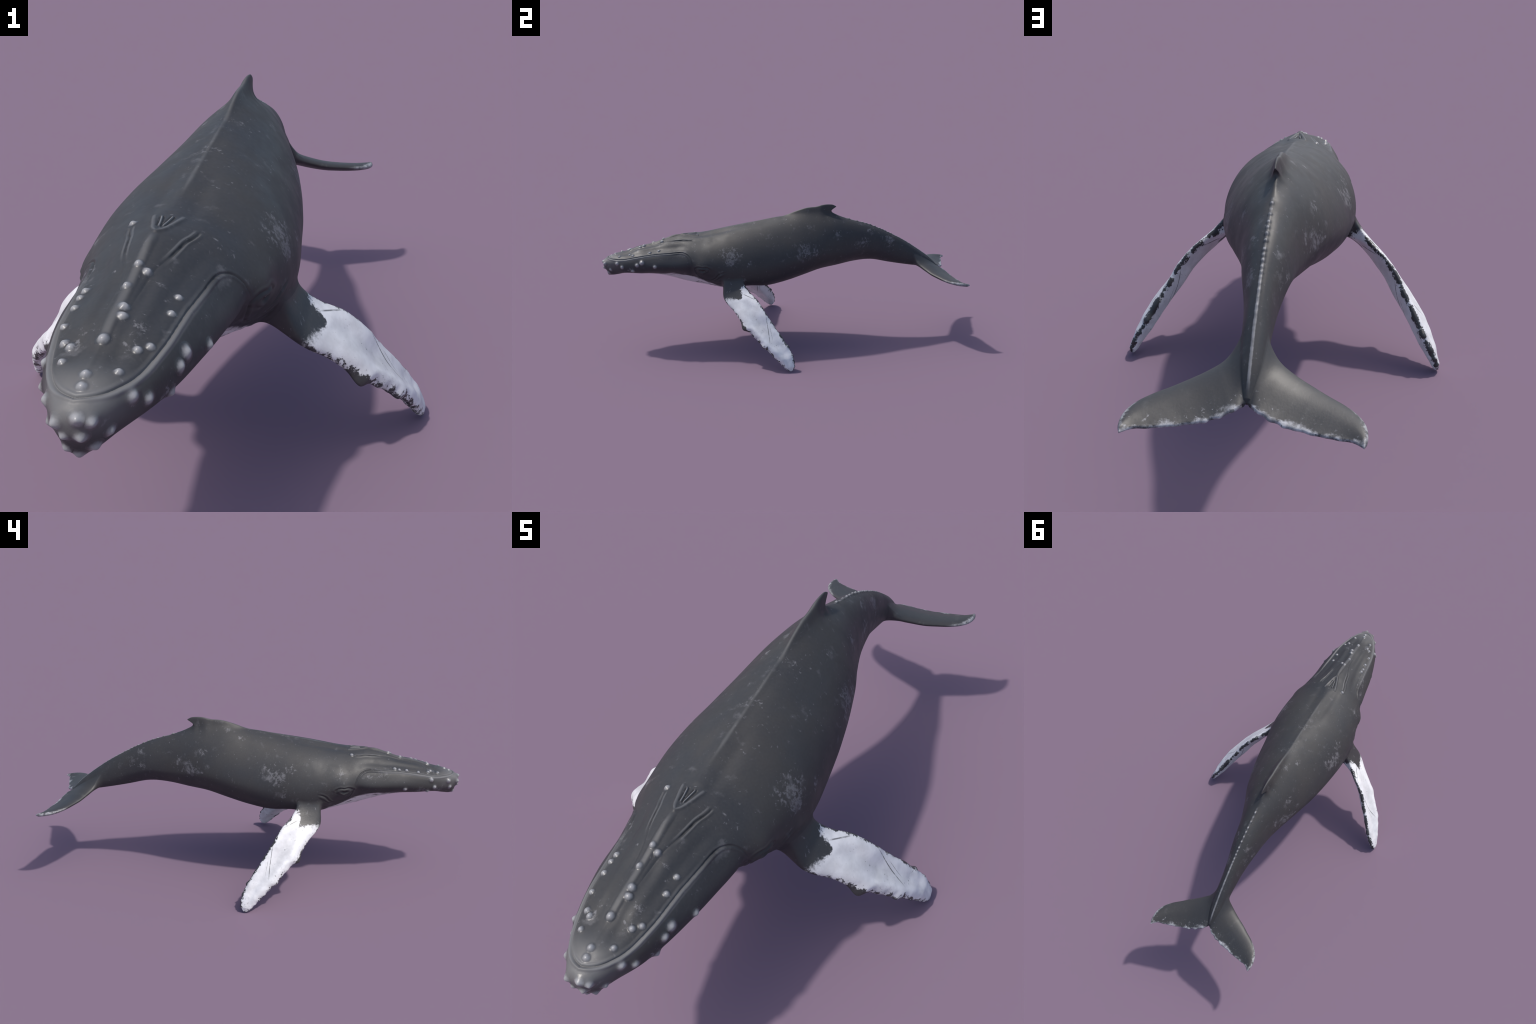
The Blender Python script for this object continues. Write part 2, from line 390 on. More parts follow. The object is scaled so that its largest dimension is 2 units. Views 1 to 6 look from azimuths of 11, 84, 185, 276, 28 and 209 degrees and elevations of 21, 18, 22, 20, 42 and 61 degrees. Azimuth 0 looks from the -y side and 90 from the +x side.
# flipper
i0, i1 = row_at(-.345), row_at(-.240)
def col_near(i, zz):
    lower = np.arange(M // 4, M)
    return lower[np.abs(G[i, lower, 2] - zz).argmin()]
im = (i0 + i1) // 2
j0, j1 = col_near(im, .418), col_near(im, .364)
n_side, n_end = i1 - i0, j1 - j0
fl_thick = lambda s: float(np.interp(s, [0, .12, .3, .6, .84, .94, 1], [.042, .041, .042, .044, .039, .027, .005]))
fl_blunt = lambda s: float(np.interp(s, [0, .1, .3, .7, .9, 1], [.020, .018, .018, .018, .013, .003]))
flip_rings, flip_s = limb(FLIP_LE, FLIP_TE, 190, n_side, n_end, fl_thick, fl_blunt,
    [(.197, .023, .026, .010), (.30, .002, .015, .015), (.164, .003, .009, .006), (.143, .003, .008, .006), (.118, .008, .014, .007), (.094, .003, .008, .005), (.073, .005, .010, .006), (.051, .0035, .008, .005), (.033, .004, .007, .005), (.017, .003, .005, .004)],
    [(.335, .002, .012, .012), (.30, .0025, .01, .01), (.262, .002, .009, .009), (.225, .0025, .01, .01), (.165, .004, .018, .022), (.119, .0075, .012, .007), (.098, .002, .006, .005), (.078, .004, .009, .007), (.05, .003, .008, .006), (.026, .003, .006, .006)],
    lambda s: -.006 * (1 - smooth(.10, .25, s)) - .002, lambda s, c: .0065 * np.exp(-((c - .22) / .24) ** 2 - ((s - .40) / .10) ** 2) - .0085 * np.exp(-((c - .62) / .20) ** 2) * smooth(.08, .22, s) * (1 - smooth(.72, .95, s)) + .0045 * np.exp(-((c - .18) / .15) ** 2) * smooth(.15, .35, s) * (1 - smooth(.8, .97, s)) * (1 - smooth(.6, .9, s)) + .0010 * np.sin(40 * s + 9 * c) * np.sin(23 * s - 7 * c) * smooth(.4, .8, s), lambda q: q[2], True)
flip_ids, flip_steps = graft(i0, i1, j0, j1, flip_rings, 14, 10, 0)

# fluke
k0, k1 = row_at(.742), NR - 2
l0, l1 = col_at(.34), col_at(.84)
n_side2, n_end2 = k1 - k0, l1 - l0
n_end2 = l1 - l0
fk_thick = lambda s: float(np.interp(s, [0, .15, .4, .8, .95, 1], [.036, .033, .0285, .022, .016, .005]))
fk_blunt = lambda s: float(np.interp(s, [0, .1, .9, 1], [.012, .0105, .0075, .003]))
scal = [(.030, .0035, .008, .010), (.057, .0045, .009, .010), (.088, .0055, .012, .007), (.113, .002, .010, .010), (.150, .0025, .014, .010), (.185, .0015, .012, .012), (.216, .0030, .012, .016), (.240, -.0015, .010, .010)]
fluke_rings, fluke_s = limb(FLUKE_LE, FLUKE_TE, 130, n_side2, n_end2, fk_thick, fk_blunt, [], scal, lambda s: .002 * (1 - s), lambda s, c: 0 * c, lambda q: q[0])
fluke_ids, fluke_steps = graft(k0, k1, l0, l1, fluke_rings, 16, 20, 0)

V = np.concatenate(verts)
idx = np.arange(NR * (M + 1)).reshape(NR, M + 1)
bf = np.stack([idx[:-1, :-1], idx[:-1, 1:], idx[1:, 1:], idx[1:, :-1]], -1)
fi, fj = np.where(body_face)
BF = bf[fi, fj]

# ----------------------------------------------------------------- fairing of the limb roots
def neighbours(quads, n):
    e = np.concatenate([quads[:, [0, 1]], quads[:, [1, 2]], quads[:, [2, 3]], quads[:, [3, 0]]])
    e = np.concatenate([e, e[:, ::-1]])
    e = np.unique(e, axis=0)
    return e
ALLQ = np.concatenate([BF] + faces)
def fair(V, core, seam_dist, w_fn, iters, plane):
    """Fair the zone around a joint: weights fall from 1 in the bridge to 0 outside."""
    near = np.where(seam_dist < 1)[0]
    mask = np.zeros(len(V), bool); mask[near] = True
    q = ALLQ[mask[ALLQ].any(1)]
    e = neighbours(q, len(V))
    u = np.unique(e); lut = np.full(len(V), -1); lut[u] = np.arange(len(u))
    e = lut[e]
    X = V[u].copy()
    deg = np.bincount(e[:, 0], minlength=len(u)).astype(float)[:, None]
    w = np.where(mask[u], w_fn(seam_dist[u]), 0)[:, None]
    def lap(F):
        out = np.zeros_like(F)
        for k in range(3):
            out[:, k] = np.bincount(e[:, 0], weights=F[e[:, 1], k], minlength=len(u))
        return out / deg - F
    for it in range(iters):
        Lp = lap(X)
        X = X + w * (.10 * Lp) if it % 4 == 3 else X - w * .35 * lap(Lp) * .9
        if plane is not None: X[plane[u], 0] = 0
    V = V.copy(); V[u] = X
    return V

plane = np.zeros(len(V), bool)
plane[idx[:, 0]] = True; plane[idx[:, M]] = True
def zone(V, ids, steps, body_reach, ring_reach, lim_rows):
    dist = np.full(len(V), 9.0)
    br = ids[1:steps + 1].reshape(-1); dist[br] = 0
    for k in range(ring_reach):
        dist[ids[steps + 1 + k]] = k / ring_reach
    loop = ids[0]; Lp = V[loop]
    cand = idx[max(lim_rows[0], 0):lim_rows[1]].reshape(-1)
    cand = cand[np.abs(V[cand] - Lp.mean(0)).max(1) < .3]
    dd = np.full(len(cand), 9.)
    for c in np.array_split(np.arange(len(cand)), 40):
        dd[c] = np.sqrt(((V[cand[c]][:, None] - Lp[None, ::3]) ** 2).sum(-1)).min(1)
    b = dd / body_reach
    ok = b < 1
    dist[cand[ok]] = np.minimum(dist[cand[ok]], b[ok]); dist[loop] = 0
    hi, hj = np.where(~body_face)
    return dist
z1 = zone(V, flip_ids, flip_steps, .020, 7, (i0 - 60, i1 + 60))
V = fair(V, None, z1, lambda d: 1 - smooth(0, 1, d), 1300, plane)
z2 = zone(V, fluke_ids, fluke_steps, .026, 6, (k0 - 60, NR))
V = fair(V, None, z2, lambda d: 1 - smooth(0, 1, d), 2000, plane)

# ----------------------------------------------------------------- caps, mirror, tags
# nose cap and tail cap: fans to a centre vertex on the mirror plane
nose_c = len(V); V = np.concatenate([V, [[0, Y0, (V[idx[0, 0], 2] + V[idx[0, M], 2]) / 2]]])
tail_c = len(V); V = np.concatenate([V, [[0, V[idx[-1, :], 1].mean() + .001, (V[idx[-1, 0], 2] + V[idx[-1, M], 2]) / 2]]])
plane = np.concatenate([plane, [True, True]])
cap1 = np.stack([idx[0, 1:], idx[0, :-1], np.full(M, nose_c)], -1)
cap2 = np.stack([idx[-1, :-1], idx[-1, 1:], np.full(M, tail_c)], -1)

# regions of the body grid
fy = rows_y[fi]; fcen = V[BF].mean(1)
HEAD_Y, TAIL_Y = -.385, .345
zm = np.interp(fcen[:, 1], ML[:, 1], ML[:, 2])
btag = np.full(len(BF), 2)                                   # 2 torso
btag[fcen[:, 1] < HEAD_Y] = 0                                # 0 head
btag[(fcen[:, 1] < -.50) & (fcen[:, 2] < zm)] = 1            # 1 lower jaw
btag[(fy > TAIL_Y)] = 3                                      # 3 tail stock
finface = (FINMASK[fi, fj] > .006) & (fy > .10) & (fy < .29)
btag[finface] = 4                                            # 4 dorsal fin
QF = np.concatenate([BF] + faces); QT = np.concatenate([btag] + tags)
TF = np.concatenate([cap1, cap2] + tris); TT = np.concatenate([np.full(M, 1), np.full(M, 3)] + tri_tags)

nH = len(V)
mir = np.arange(nH) + nH
mir[plane] = np.arange(nH)[plane]
V2 = V * np.array([-1, 1, 1])
ALLV = np.concatenate([V, V2])
QM = mir[QF][:, ::-1]; TM = mir[TF][:, ::-1]
QTm = np.where(QT >= 10, QT + 1, QT); TTm = np.where(TT >= 10, TT + 1, TT)
ALLQ2 = np.concatenate([QF, QM]); ALLT2 = np.concatenate([TF, TM])
QTAG = np.concatenate([QT, QTm]); TTAG = np.concatenate([TT, TTm])

# orientation: make sure faces point outward
def face_normals(Vx, F):
    a = Vx[F[:, 2]] - Vx[F[:, 0]]; b = (Vx[F[:, 3]] - Vx[F[:, 1]]) if F.shape[1] == 4 else (Vx[F[:, 2]] - Vx[F[:, 1]])
    return np.cross(a, b)
k = (QTAG == 2)
fn = face_normals(ALLV, ALLQ2[k]); fc = ALLV[ALLQ2[k]].mean(1)
if (fn * (fc - np.array([0, 0, .5])))[:, [0, 2]].sum() < 0:
    ALLQ2 = ALLQ2[:, ::-1].copy(); ALLT2 = ALLT2[:, ::-1].copy()

# the grid winding and the limb winding must agree: check the limb volume and flip if needed
for t in (10, 11, 20, 21):
    k = QTAG == t
    cen = ALLV[ALLQ2[k]].reshape(-1, 3).mean(0)
    fn = face_normals(ALLV, ALLQ2[k]); fc = ALLV[ALLQ2[k]].mean(1)
    vol = (fn * (fc - cen)).sum()
    if vol < 0:
        ALLQ2[k] = ALLQ2[k][:, ::-1]
        kt = TTAG == t; ALLT2[kt] = ALLT2[kt][:, ::-1]
# one-sided furrow ends differ: the left furrow runs a little further back (asymmetry of the real skin)
VN = np.zeros_like(ALLV)
for F in (ALLQ2, ALLT2):
    n = face_normals(ALLV, F)
    for c in range(F.shape[1]):
        for kx in range(3):
            VN[:, kx] += np.bincount(F[:, c], weights=n[:, kx], minlength=len(ALLV))

# tubercles: knobs raised out of the skin itself; their faces become parts of their own
VN /= np.linalg.norm(VN, axis=1, keepdims=True) + 1e-12
ROSTRUM = [(0, -.6565, .599), (.018, -.667, .593), (-.003, -.7135, .582), (.0085, -.767, .571), (.0145, -.788, .566), (.001, -.843, .548), (.001, -.924, .529), (.003, -.946, .521),
           (.080, -.686, .563), (.081, -.735, .555), (.0725, -.828, .537), (.0575, -.8445, .538), (.0455, -.901, .527),
           (-.088, -.688, .558), (-.090, -.708, .553), (-.087, -.743, .550), (-.084, -.798, .541), (-.065, -.845, .534), (-.050, -.856, .537), (-.051, -.891, .527), (-.0630, -.484, .606)]
KNOBS = []                                       # centre, radius of the skirt, height, on the jaw
for i, q in enumerate(ROSTRUM):
    r = (.0128 if i in (3, 4) else .0140 if i == 5 else .0120 if i < 8 else .0112) * rng.uniform(.92, 1.08)
    KNOBS.append((q, r, r * .52, False))
for q in JAW + JAW_L:
    r = .0142 * (.55 + .45 * q[3]) * rng.uniform(.92, 1.08)
    KNOBS.append((q[:3], r, r * (.50 if q[1] > -.97 else .64), True))
src = ALLV.copy(); RAISE = np.zeros(len(ALLV)); knob_of = np.full(len(ALLV), -1); knob_rho = np.full(len(ALLV), 9.0)
KNOB_C = []
for i, (q, r, hgt, jaw_) in enumerate(KNOBS):
    kx = ((src - np.array(q)) ** 2).sum(1).argmin()
    c, n = src[kx], VN[kx]
    dv = src - c
    rho = np.linalg.norm(dv, axis=1) / r
    sel = np.where(rho < 1.35)[0]
    soft = 2.0 if jaw_ else 2.7
    ALLV[sel] += n * (hgt * np.exp(-(1.62 * rho[sel]) ** soft))[:, None]
    mine = sel[rho[sel] < np.minimum(knob_rho[sel], 1.05)]
    knob_of[mine] = i; knob_rho[mine] = rho[mine]
    KNOB_C.append((c + n * hgt * .5, r))
for F, TG in ((ALLQ2, QTAG), (ALLT2, TTAG)):
    kf = knob_of[F]
    same = (kf == kf[:, :1]).all(1) & (kf[:, 0] >= 0) & (TG < 2)
    TG[same] = 100 + kf[same, 0]
VN = np.zeros_like(ALLV)
for F in (ALLQ2, ALLT2):
    n = face_normals(ALLV, F)
    for c in range(F.shape[1]):
        for kx in range(3):
            VN[:, kx] += np.bincount(F[:, c], weights=n[:, kx], minlength=len(ALLV))
VN /= np.linalg.norm(VN, axis=1, keepdims=True) + 1e-12

# ----------------------------------------------------------------- materials
class Nodes:
    def __init__(self, name):
        self.m = bpy.data.materials.new(name); self.m.use_nodes = True
        self.t = self.m.node_tree; self.t.nodes.clear()
        self.co = self.n("ShaderNodeTexCoord").outputs["Object"]
    def n(self, kind, **kw):
        o = self.t.nodes.new(kind)
        for k, v in kw.items(): setattr(o, k, v)
        return o
    def put(self, sock, v):
        if hasattr(v, "is_output"): self.t.links.new(v, sock)
        else: sock.default_value = v
    def math(self, op, a, b=0.0, c=0.0, clamp=False):
        o = self.n("ShaderNodeMath", operation=op, use_clamp=clamp)
        for i, v in enumerate((a, b, c)): self.put(o.inputs[i], v)
        return o.outputs[0]
    def vmath(self, op, a, b=(0, 0, 0)):
        o = self.n("ShaderNodeVectorMath", operation=op)
        self.put(o.inputs[0], a); self.put(o.inputs[1], b)
        return o.outputs["Value"] if op in ("DOT_PRODUCT", "DISTANCE", "LENGTH") else o.outputs["Vector"]
    def step(self, x, a, b, lo=0.0, hi=1.0):
        o = self.n("ShaderNodeMapRange", interpolation_type="SMOOTHSTEP")
        for i, v in enumerate((x, a, b, lo, hi)): self.put(o.inputs[i], v)
        return o.outputs[0]
    def noise(self, scale, detail=4, rough=.55, vec=None, dist=0.0):
        o = self.n("ShaderNodeTexNoise")
        self.put(o.inputs["Vector"], self.co if vec is None else vec)
        o.inputs["Scale"].default_value = scale; o.inputs["Detail"].default_value = detail
        o.inputs["Roughness"].default_value = rough; o.inputs["Distortion"].default_value = dist
        return o.outputs["Fac"]
    def voronoi(self, scale, vec=None, feature="F1", rand=1.0):
        o = self.n("ShaderNodeTexVoronoi", feature=feature)
        self.put(o.inputs["Vector"], self.co if vec is None else vec)
        o.inputs["Scale"].default_value = scale; o.inputs["Randomness"].default_value = rand
        return o.outputs["Distance"]
    def stretch(self, sx, sy, sz, rot=(0, 0, 0)):
        o = self.n("ShaderNodeMapping"); self.put(o.inputs["Vector"], self.co)
        o.inputs["Scale"].default_value = (sx, sy, sz); o.inputs["Rotation"].default_value = rot
        return o.outputs[0]
    def xyz(self, v=None):
        o = self.n("ShaderNodeSeparateXYZ"); self.put(o.inputs[0], self.co if v is None else v)
        return o.outputs
    def curve(self, x, pts):
        """Float curve through (in, out) pairs given in metres; normalised inside."""
        pts = np.asarray(pts, float); x0, x1 = pts[0, 0], pts[-1, 0]; lo, hi = pts[:, 1].min(), pts[:, 1].max()
        o = self.n("ShaderNodeFloatCurve"); c = o.mapping.curves[0]
        q = (pts - [x0, lo]) / [x1 - x0, hi - lo]
        c.points[0].location = q[0]; c.points[1].location = q[-1]
        for a in q[1:-1]: c.points.new(*a)
        o.mapping.update()
        r = self.math("DIVIDE", self.math("SUBTRACT", x, float(x0)), float(x1 - x0), clamp=True)
        self.put(o.inputs["Value"], r)
        return self.math("MULTIPLY_ADD", o.outputs[0], float(hi - lo), float(lo))
    def mix(self, f, a, b):
        o = self.n("ShaderNodeMix", data_type="RGBA")
        self.put(o.inputs[0], f); self.put(o.inputs[6], a); self.put(o.inputs[7], b)
        return o.outputs[2]
    def out(self, color, rough, bump=None, strength=.2, dist=.002, spec=.5, sub=0.0):
        b = self.n("ShaderNodeBsdfPrincipled")
        self.put(b.inputs["Base Color"], color); self.put(b.inputs["Roughness"], rough)
        b.inputs["Specular IOR Level"].default_value = spec
        if bump is not None:
            k = self.n("ShaderNodeBump"); k.inputs["Strength"].default_value = strength; k.inputs["Distance"].default_value = dist
            self.put(k.inputs["Height"], bump); self.put(b.inputs["Normal"], k.outputs[0])
        o = self.n("ShaderNodeOutputMaterial"); self.t.links.new(b.outputs[0], o.inputs[0])
        return self.m

DARK_A, DARK_B, DARK_C = (.0395, .0378, .0370, 1), (.0315, .0324, .0356, 1), (.0465, .0437, .0415, 1)
PALE = (.215, .212, .225, 1)
def dark_skin(k):
    a = k.step(k.noise(3.0, 3), .35, .65)
    c = k.mix(a, DARK_A, DARK_B)
    b = k.step(k.noise(9.0, 4, vec=k.stretch(1, .5, 1)), .5, .75, 0, .55)
    c = k.mix(b, c, DARK_C)
    f = k.step(k.noise(160.0, 3), .3, .7, -.0, .16)
    return k.mix(f, c, (.066, .065, .064, 1))

# centres of pale worn patches: x, y, z, radius
PATCH = [(.188, -.299, .546, .060), (.165, -.345, .568, .030), (.203, -.205, .508, .030), (.156, .102, .550, .050), (.155, .160, .540, .045), (.172, .070, .525, .03), (.087, .300, .616, .035),
         (.077, .138, .667, .022), (.034, .009, .701, .022), (.033, .597, .560, .040), (.067, .445, .562, .040), (.075, .411, .544, .028), (.039, .486, .615, .030), (.20, -.24, .42, .03),
         (-.179, -.118, .546, .050), (-.169, -.085, .562, .035), (-.190, -.160, .530, .040), (-.170, -.205, .570, .035), (-.099, .227, .624, .035), (-.090, .340, .564, .034), (-.112, .282, .544, .045), (-.125, .250, .533, .04),
         (-.024, .100, .716, .022), (-.061, .029, .685, .026), (-.211, -.168, .464, .028), (-.037, .531, .595, .028), (-.041, .573, .552, .035), (-.058, .524, .533, .030),
         (-.155, -.447, .549, .030), (-.119, -.600, .548, .035), (-.119, -.640, .540, .028), (-.134, -.568, .535, .022), (.115, -.55, .535, .030), (.05, -.51, .60, .025), (.0, -.17, .675, .03),
         (.100, -.845, .470, .024), (.035, -.955, .478, .02), (-.08, -.90, .455, .03), (-.105, -.81, .45, .03), (.05, -.80, .55, .022), (-.045, -.85, .535, .025), (.045, -.845, .535, .02), (.13, -.36, .405, .03)]
MAIN = [(.188, -.299, .546), (.156, .102, .550), (-.179, -.118, .546), (-.190, -.160, .530), (-.112, .282, .544), (.033, .597, .560)]
def worn(k):
    """Mask of scattered pale scuffs, concentrated in patches."""
    tot = None
    for (a, b, c, r) in PATCH:
        d = k.vmath("DISTANCE", k.co, (a, b, c))
        m = k.math("MULTIPLY", k.step(d, r * 1.45, r * .1), 1.0 if (a, b, c) in MAIN else .72)
        tot = m if tot is None else k.math("MAXIMUM", tot, m)
    n1 = k.noise(52.0, 7, .72, dist=.5)
    n2 = k.noise(105.0, 4, .6)
    v = k.math("ADD", k.math("MULTIPLY", n1, .62), k.math("MULTIPLY", n2, .38))
    v = k.math("ADD", v, k.math("MULTIPLY", tot, .135))
    haze = k.math("MULTIPLY", k.step(k.math("ADD", k.noise(26.0, 4, .6), k.math("MULTIPLY", tot, .17)), .595, .76), .42)
    patch = k.math("MAXIMUM", k.step(v, .585, .670), haze)
    # single thin nicks everywhere, running along the flow of the body
    s1 = k.noise(95.0, 3, .5, vec=k.stretch(1.0, .22, 1.0, (.5, 0, .3)), dist=.4)
    s2 = k.noise(95.0, 3, .5, vec=k.stretch(1.0, 1.0, .2, (.3, .2, .2)), dist=.4)
    reg = k.step(k.noise(5.0, 2), .48, .62)
    nick = k.math("MAXIMUM", k.step(s1, .715, .755), k.step(s2, .715, .755))
    nick = k.math("MULTIPLY", nick, k.math("MULTIPLY_ADD", reg, .5, .04))
    return k.math("MULTIPLY", k.math("MAXIMUM", patch, nick), .50)

def skin_colour(k):
    x, y, z = k.xyz()
    ax = k.math("ABSOLUTE", x)
    col = dark_skin(k)
    col = k.mix(worn(k), col, PALE)
    # pale tail ridge with its knuckles
    rn = k.noise(70.0, 3)
    rid = k.step(ax, k.math("MULTIPLY_ADD", rn, .005, .0026), k.math("MULTIPLY_ADD", rn, .004, .0000))
    topz = k.curve(y, [(rows_y[i], V[idx[i, 0], 2]) for i in np.linspace(row_at(.345), NR - 1, 16).astype(int)])
    rid = k.math("MULTIPLY", rid, k.step(z, k.math("SUBTRACT", topz, .012), k.math("SUBTRACT", topz, .006)))
    rid = k.math("MULTIPLY", rid, k.step(y, .34, .37)); rid = k.math("MULTIPLY", rid, k.step(y, .885, .84))
    line = k.math("MULTIPLY", k.step(y, .54, .64), k.step(k.noise(45.0, 2, vec=k.stretch(.01, 1, .01)), .30, .60, .45, .80))
    kn = None
    for ky in knuckles:
        q = k.math("MULTIPLY", k.step(k.math("ABSOLUTE", k.math("SUBTRACT", y, ky)), .0100, .0010), 1.0 if ky == .371 else rng.uniform(.55, 1.0))
        kn = q if kn is None else k.math("MAXIMUM", kn, q)
    rid = k.math("MULTIPLY", rid, k.math("MAXIMUM", k.math("MULTIPLY", kn, .80), k.math("MULTIPLY", k.math("MAXIMUM", line, .2), .8)))
    col = k.mix(rid, col, (.33, .33, .34, 1))
    # snout tip and rostrum crest: highlights painted in as lighter grey
    snout = k.math("MULTIPLY", k.step(y, -.86, -.975), k.step(z, .43, .50))
    crest = k.math("MULTIPLY", k.step(ax, .012, .001), k.math("MULTIPLY", k.step(y, -.86, -.82), k.step(y, -.55, -.60)))
    crest = k.math("MULTIPLY", crest, k.step(z, .52, .54))
    col = k.mix(k.math("MAXIMUM", k.math("MULTIPLY", snout, .75), k.math("MULTIPLY", crest, .42)), col, (.15, .148, .148, 1))
    # splash guard and furrow rims tinted pale for the light catching their edges
    gx = k.curve(y, [(q[1], q[0]) for q in spline(GUARD, np.linspace(0, 1, 9))])
    gm = k.math("MULTIPLY", k.step(k.math("ABSOLUTE", k.math("SUBTRACT", ax, gx)), .0055, .001), k.math("MULTIPLY", k.step(y, -.562, -.550), k.step(y, -.458, -.478)))
    fu = spline(FURROW, np.linspace(0, 1, 12))[::-1]
    fxn = k.curve(y, [(q[1], q[0]) for q in fu])
    fm = k.step(k.math("ABSOLUTE", k.math("SUBTRACT", k.math("ABSOLUTE", k.math("SUBTRACT", ax, fxn)), .0052)), .0032, .001)
    fm = k.math("MULTIPLY", fm, k.math("MULTIPLY", k.step(y, -.640, -.585), k.step(y, -.492, -.51)))
    gm = k.math("MULTIPLY", k.math("MAXIMUM", gm, k.math("MULTIPLY", fm, .8)), k.step(z, .54, .56))
    col = k.mix(k.math("MULTIPLY", gm, .50), col, (.15, .15, .152, 1))
    sl = k.curve(y, [(q[1], q[0]) for q in spline(SLIT, np.linspace(0, 1, 6))])
    sm = k.math("MULTIPLY", k.step(k.math("ABSOLUTE", k.math("SUBTRACT", ax, sl)), .0024, .0006), k.math("MULTIPLY", k.step(y, -.527, -.519), k.step(y, -.476, -.484)))
    col = k.mix(k.math("MULTIPLY", sm, k.math("MULTIPLY", k.step(z, .54, .56), .75)), col, (.26, .26, .265, 1))
    # light streak drawn along spine, hump and fin front: ridge sheen in the colour
    sp = k.math("MULTIPLY", k.step(ax, k.math("MULTIPLY_ADD", k.noise(12.0, 3), .012, .001), 0.0), k.math("MULTIPLY", k.step(y, -.40, -.30), k.step(y, .31, .27)))
    sp = k.math("MULTIPLY", sp, k.step(k.noise(9.0, 3, vec=k.stretch(.1, 1, .1)), .30, .62, .25, .9))
    col = k.mix(k.math("MULTIPLY", k.math("MULTIPLY", sp, k.step(z, .60, .63)), .55), col, (.125, .125, .125, 1))
    zl = k.curve(y, [(q[1], q[2]) for q in ML[np.linspace(2, 118, 14).astype(int)]])  # lip line highlight, baked as a pale band beside the mouth groove
    lip = k.math("ABSOLUTE", k.math("SUBTRACT", k.math("SUBTRACT", z, zl), -.0015))
    lip = k.math("MULTIPLY", k.step(lip, .0085, .003), k.math("MULTIPLY", k.step(y, -.57, -.66), k.step(y, -.972, -.955)))
    col = k.mix(k.math("MULTIPLY", lip, k.step(y, -.60, -.90, .45, .85)), col, (.155, .155, .157, 1))
    # pale throat and pleats below the jaw line
    thr_w = k.curve(y, [(-.96, .03), (-.9, .045), (-.8, .06), (-.66, .095), (-.55, .100), (-.45, .098), (-.35, .11), (-.2, .12), (0, .06)])
    thr_z = k.curve(y, [(-.96, .41), (-.9, .424), (-.8, .434), (-.66, .440), (-.55, .431), (-.48, .412), (-.41, .380), (-.3, .358), (0, .350)])
    tn = k.noise(24.0, 5, .65, vec=k.stretch(1, .35, 1))
    wob = k.math("MULTIPLY_ADD", tn, .05, -.025)
    m = k.step(k.math("ADD", k.math("SUBTRACT", thr_z, z), wob), -.006, .006)
    m = k.math("MULTIPLY", m, k.step(k.math("ADD", y, k.math("MULTIPLY", wob, 5.0)), -.20, -.32))
    m = k.math("MULTIPLY", m, k.step(k.math("ADD", y, k.math("MULTIPLY", wob, 3.0)), -.80, -.66))
    m = k.math("MULTIPLY", m, k.step(k.noise(34.0, 5, .65, vec=k.stretch(1, .3, 1)), .36, .47))
    col = k.mix(m, col, (.66, .645, .66, 1))
    return col

def skin_material():
    k = Nodes("whale_skin")
    col = skin_colour(k)
    h = k.math("ADD", k.math("MULTIPLY", k.noise(70.0, 4), .5), k.math("MULTIPLY", k.noise(320.0, 3), .2))
    rgh = k.step(k.noise(14.0, 4), .3, .7, .48, .62)
    return k.out(col, rgh, h, .14, .004, .42)

# flipper frame: u along the span, v from trailing to leading edge
LEc = spline(FLIP_LE, np.linspace(0, 1, 60)); TEc = spline(FLIP_TE, np.linspace(0, 1, 60))
U = np.array([.265, .262, -.356]); U /= np.linalg.norm(U)
Vd = (LEc - TEc)[:40].mean(0); Vd -= U * (Vd @ U); Vd /= np.linalg.norm(Vd)
Wd = np.cross(U, Vd)
if Wd[2] < 0: Wd = -Wd
O0 = np.array([.24, -.28, .36])
def uv_of(Pp): return np.stack([(Pp - O0) @ U, (Pp - O0) @ Vd], -1)
def edge_curve(C, n=12):
    q = uv_of(C); o = np.argsort(q[:, 0]); q = q[o]
    us = np.linspace(q[0, 0], q[-1, 0], n)
    return [(u, np.interp(u, q[:, 0], q[:, 1])) for u in us]

